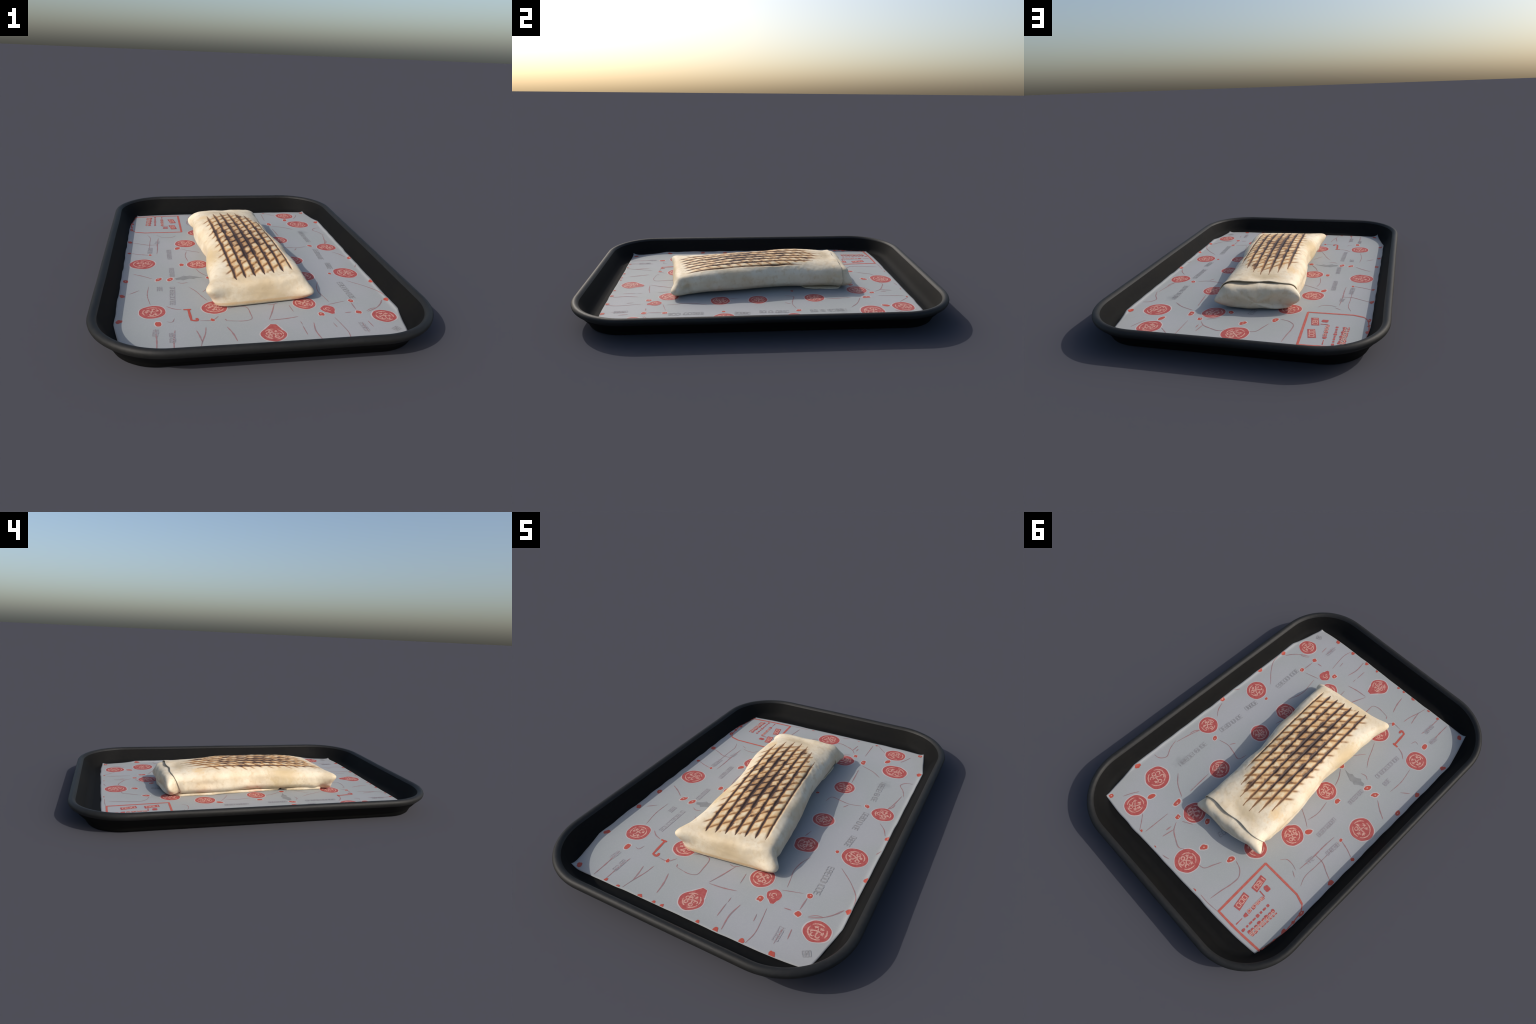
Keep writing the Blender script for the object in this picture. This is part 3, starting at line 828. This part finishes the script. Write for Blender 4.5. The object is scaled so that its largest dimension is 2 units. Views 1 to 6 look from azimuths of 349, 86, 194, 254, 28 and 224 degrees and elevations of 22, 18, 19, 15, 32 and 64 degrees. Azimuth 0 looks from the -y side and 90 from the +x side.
TIPS = [  # centre, reach, push
    ((-0.190, -0.508, 0.112), (0.040, 0.042, 0.030), (-0.032, -0.034, 0.012)),   # front sunny ear
    ((-0.205, -0.475, 0.052), (0.04, 0.035, 0.022), (0.026, 0.000, 0.0)),         # hollow beneath it
    ((0.205, -0.462, 0.075), (0.045, 0.045, 0.030), (0.048, -0.036, -0.004)),    # front shaded ear
    ((0.220, -0.418, 0.080), (0.040, 0.018, 0.026), (-0.030, 0.000, 0.0)),       # pinch behind it
    ((0.145, 0.510, 0.080), (0.055, 0.040, 0.040), (0.040, 0.036, 0.0)),         # back shaded ear
    ((-0.225, 0.480, 0.085), (0.055, 0.034, 0.06), (-0.072, 0.024, 0.0)),        # back sunny roll
    ((-0.225, 0.425, 0.075), (0.040, 0.020, 0.045), (0.016, 0.000, 0.0)),        # hollow beside it
    ((-0.06, 0.50, 0.08), (0.09, 0.04, 0.05), (0.0, -0.010, 0.0)),               # back face sags in
]

def grill_depth(X, Y):
    k = (X - BAR_X0 + Y * BAR_LEAN) / (BAR_STEP - Y * BAR_FAN)
    kr = np.round(np.clip(k, 0, 6))
    d = np.abs(k - kr) * BAR_STEP
    dS = Y - (-0.496 + kr * 0.0108)
    dN = 0.392 - 0.0128 * (kr - 2.6) ** 2 - Y
    on = smooth(0.0, 0.03, dS) * smooth(0.0, 0.12, dN)
    bar = np.exp(-(d / 0.0062) ** 2) * on
    m = (Y - X - CROSS_Y0) / CROSS_STEP
    mr = np.round(np.clip(m, -1, 13))
    dm = np.abs(m - mr) * CROSS_STEP * 0.7071
    cin = smooth(-0.9, -0.4, k) * smooth(6.3, 5.9, k) * on
    cr = np.exp(-(dm / 0.005) ** 2) * cin
    kc = np.clip(k, 0, 6)
    dS, dN = Y + 0.496 - kc * 0.0108, 0.392 - 0.0128 * (kc - 2.6) ** 2 - Y
    pillow = smooth(0.0, 0.06, dS) * smooth(0.0, 0.12, dN) * smooth(-0.6, 0.2, k) * smooth(6.6, 5.8, k)
    return -0.0042 * np.maximum(bar, 0.5 * cr) + 0.0022 * pillow

def displace(X, Y, Z, grill=True, closed_rows=True):
    P = np.stack([X, Y, Z], -1)
    du = np.roll(P, -1, 1) - np.roll(P, 1, 1)
    dv = np.gradient(P, axis=0)
    N = np.cross(du, dv)
    N /= np.maximum(np.linalg.norm(N, axis=-1, keepdims=True), 1e-9)
    # orient outwards (away from the long axis of the wrap)
    out = np.stack([X - X.mean(1, keepdims=True), 0 * X, Z - 0.11], -1)
    sgn = np.sign((N * out).sum(-1).mean())
    N *= sgn if sgn != 0 else 1
    up = smooth(0.25, 0.7, N[..., 2])
    low = smooth(BASE_Z + 0.004, BASE_Z + 0.03, Z)
    amt = low * (0.0032 * fbm(X, Y, Z, 7, 2) + 0.0006 * fbm(X + 3, Y, Z, 42, 2))
    if grill:
        amt = amt + up * grill_depth(X, Y)
    return P + N * amt[..., None], N

S_END = lambda a: -0.488 - 0.024 * (a * -0.5 + 0.5) * 2 * 0.62
def build_wrap():
    top = empty("grilled_wrap", (0, 0, PAPER_Z), "folded grilled tortilla wrap with crossed scorch marks", "food wrap")
    # outer sheet: from the closed front end up to the hem at the back
    y_front = lambda a: -0.476 + 0.026 * a
    rows = []
    bulge = 0.046
    for ph in np.linspace(np.pi / 2, 0, 60):
        s = max(math.cos(ph), 0.0) ** (2 / 4.2)
        o = math.sin(ph) ** (2 / 4.2)
        lean = 0.014
        rows.append((lambda a, c, o=o, s=s: y_front(a * s) - bulge * o + lean * (c * s) * 0.6, s, 0.092))
    M = 430
    for i in range(1, M + 1):
        t = i / M
        rows.append((lambda a, c, t=t: (y_front(a) + 0.014 * c * 0.6 * (1 - t)) * (1 - t) + fold_edge(a, c) * t, 1.0, 0.092))
    X, Y, Z, A, C, S = wrap_surface(rows)
    X, Y, Z = dents(X, Y, Z)
    X, Y, Z = corner_tips(X, Y, Z, TIPS)
    P, N = displace(X, Y, Z)
    hem = smooth(0.40, 0.46, Y) * smooth(0.045, 0.08, Z)
    lift = 0.002 + 0.0025 * hem_gap(A) * (C > 0.5)
    P = P + N * (hem * lift)[..., None]
    P[..., 2] = np.maximum(P[..., 2], BASE_Z - 0.0002)
    nr, nc = X.shape
    # fold the hem back inside so that the sheet has a visible thickness
    E = [P]
    for ins, back in ((0.0010, -0.0016), (0.0030, -0.0016), (0.0045, 0.0), (0.0055, 0.02), (0.0065, 0.05)):
        ring = P[-1] - N[-1] * ins
        ring = ring.copy(); ring[:, 1] -= back
        ring[:, 2] = np.maximum(ring[:, 2], BASE_Z)
        E.append(ring[None])
    V = np.concatenate(E, 0)
    nr = V.shape[0]
    F = loft_faces(nr, nc)
    me = new_mesh("outer_sheet", V.reshape(-1, 3), F, [M_TORT])
    child("outer_sheet", me, top)
    # tucked-in back end, coming out from under the hem
    rows = []
    zc = 0.078
    for i in range(40):
        t = i / 39
        rows.append((lambda a, c, t=t: fold_edge(a, c) - 0.05 + 0.052 * t, 1.0, zc))
    bulge = 0.062
    for ph in np.linspace(0, np.pi / 2, 56)[1:]:
        s = max(math.cos(ph), 0.0) ** (2 / 2.5)
        o = math.sin(ph) ** (2 / 2.5)
        rows.append((lambda a, c, o=o, s=s: (fold_edge(a, c) + 0.002) * s + (0.466 + 0.010 * a * s) * (1 - s) + bulge * o, s, zc))
    X, Y, Z, A, C, S = wrap_surface(rows)
    X, Y, Z = dents(X, Y, Z)
    X, Y, Z = corner_tips(X, Y, Z, TIPS)
    P, N = displace(X, Y, Z, False)
    r = np.arange(X.shape[0])[:, None] / 39.0
    inset = 0.0065 * (1 - smooth(0.95, 1.7, r)) + 0.007 * (1 - smooth(0.9, 1.9, r)) * hem_gap(A) * (C > 0.3)
    P = P - N * inset[..., None]
    P[..., 2] = np.maximum(P[..., 2], BASE_Z - 0.0002)
    me = new_mesh("tucked_end", P.reshape(-1, 3), loft_faces(*X.shape), [M_TORT])
    child("tucked_end", me, top)
    # seam layers peeping out along the base
    def seam(name, line, thick, z0, lipw, seed, depth=0.06, side=-1):
        line = np.array(line)
        n = 160
        ys = np.linspace(line[0, 0], line[-1, 0], n)
        xs = cubic(line, ys) + 0.0035 * vnoise(ys * 22 + seed, ys * 0 + seed, ys * 0)
        th = thick * (1 + 0.35 * vnoise(ys * 9 + seed, ys * 0 + 3, ys * 0))
        ends = np.minimum(smooth(0, 0.03, ys - ys[0]), smooth(0, 0.03, ys[-1] - ys))
        zz = z0 + 0.002 * vnoise(ys * 12, ys * 0 + seed, ys * 0 + 8)
        prof = [(None, 0.0)] + [((1 - math.sin(t)) * 0.5, (1 - math.cos(t)) / 2) for t in np.linspace(0, math.pi, 11)] + [(None, 1.0)]
        V = []
        for i in range(n):
            for d, h in prof:
                dd = depth if d is None else d * th[i]
                V.append((xs[i] - side * dd - side * (1 - ends[i]) * 0.03, ys[i], max(zz[i] + h * th[i] + lipw * max(0, 0.02 - dd) / 0.02 * h, 0.0312)))
        F = loft_faces(n, len(prof), False)
        ob = child(name, new_mesh(name, V, F, [M_TORT]), top)
    seam("seam_flap", [(-0.225, -0.160), (-0.15, -0.166), (-0.087, -0.174), (0.02, -0.186), (0.156, -0.200), (0.276, -0.211), (0.383, -0.208), (0.44, -0.206)], 0.012, 0.0315, 0.006, 1)
    seam("seam_flap", [(-0.495, -0.180), (-0.44, -0.186), (-0.352, -0.185), (-0.27, -0.177), (-0.225, -0.166)], 0.014, 0.0315, 0.004, 2)
    seam("seam_flap", [(0.24, 0.125), (0.33, 0.144), (0.42, 0.145), (0.46, 0.141), (0.49, 0.128)], 0.009, 0.0315, 0.002, 3, side=1)
    return top

build_tray()
paper = build_paper()
build_stamps(paper)
build_blots(paper)
build_print(paper)
build_wrap()
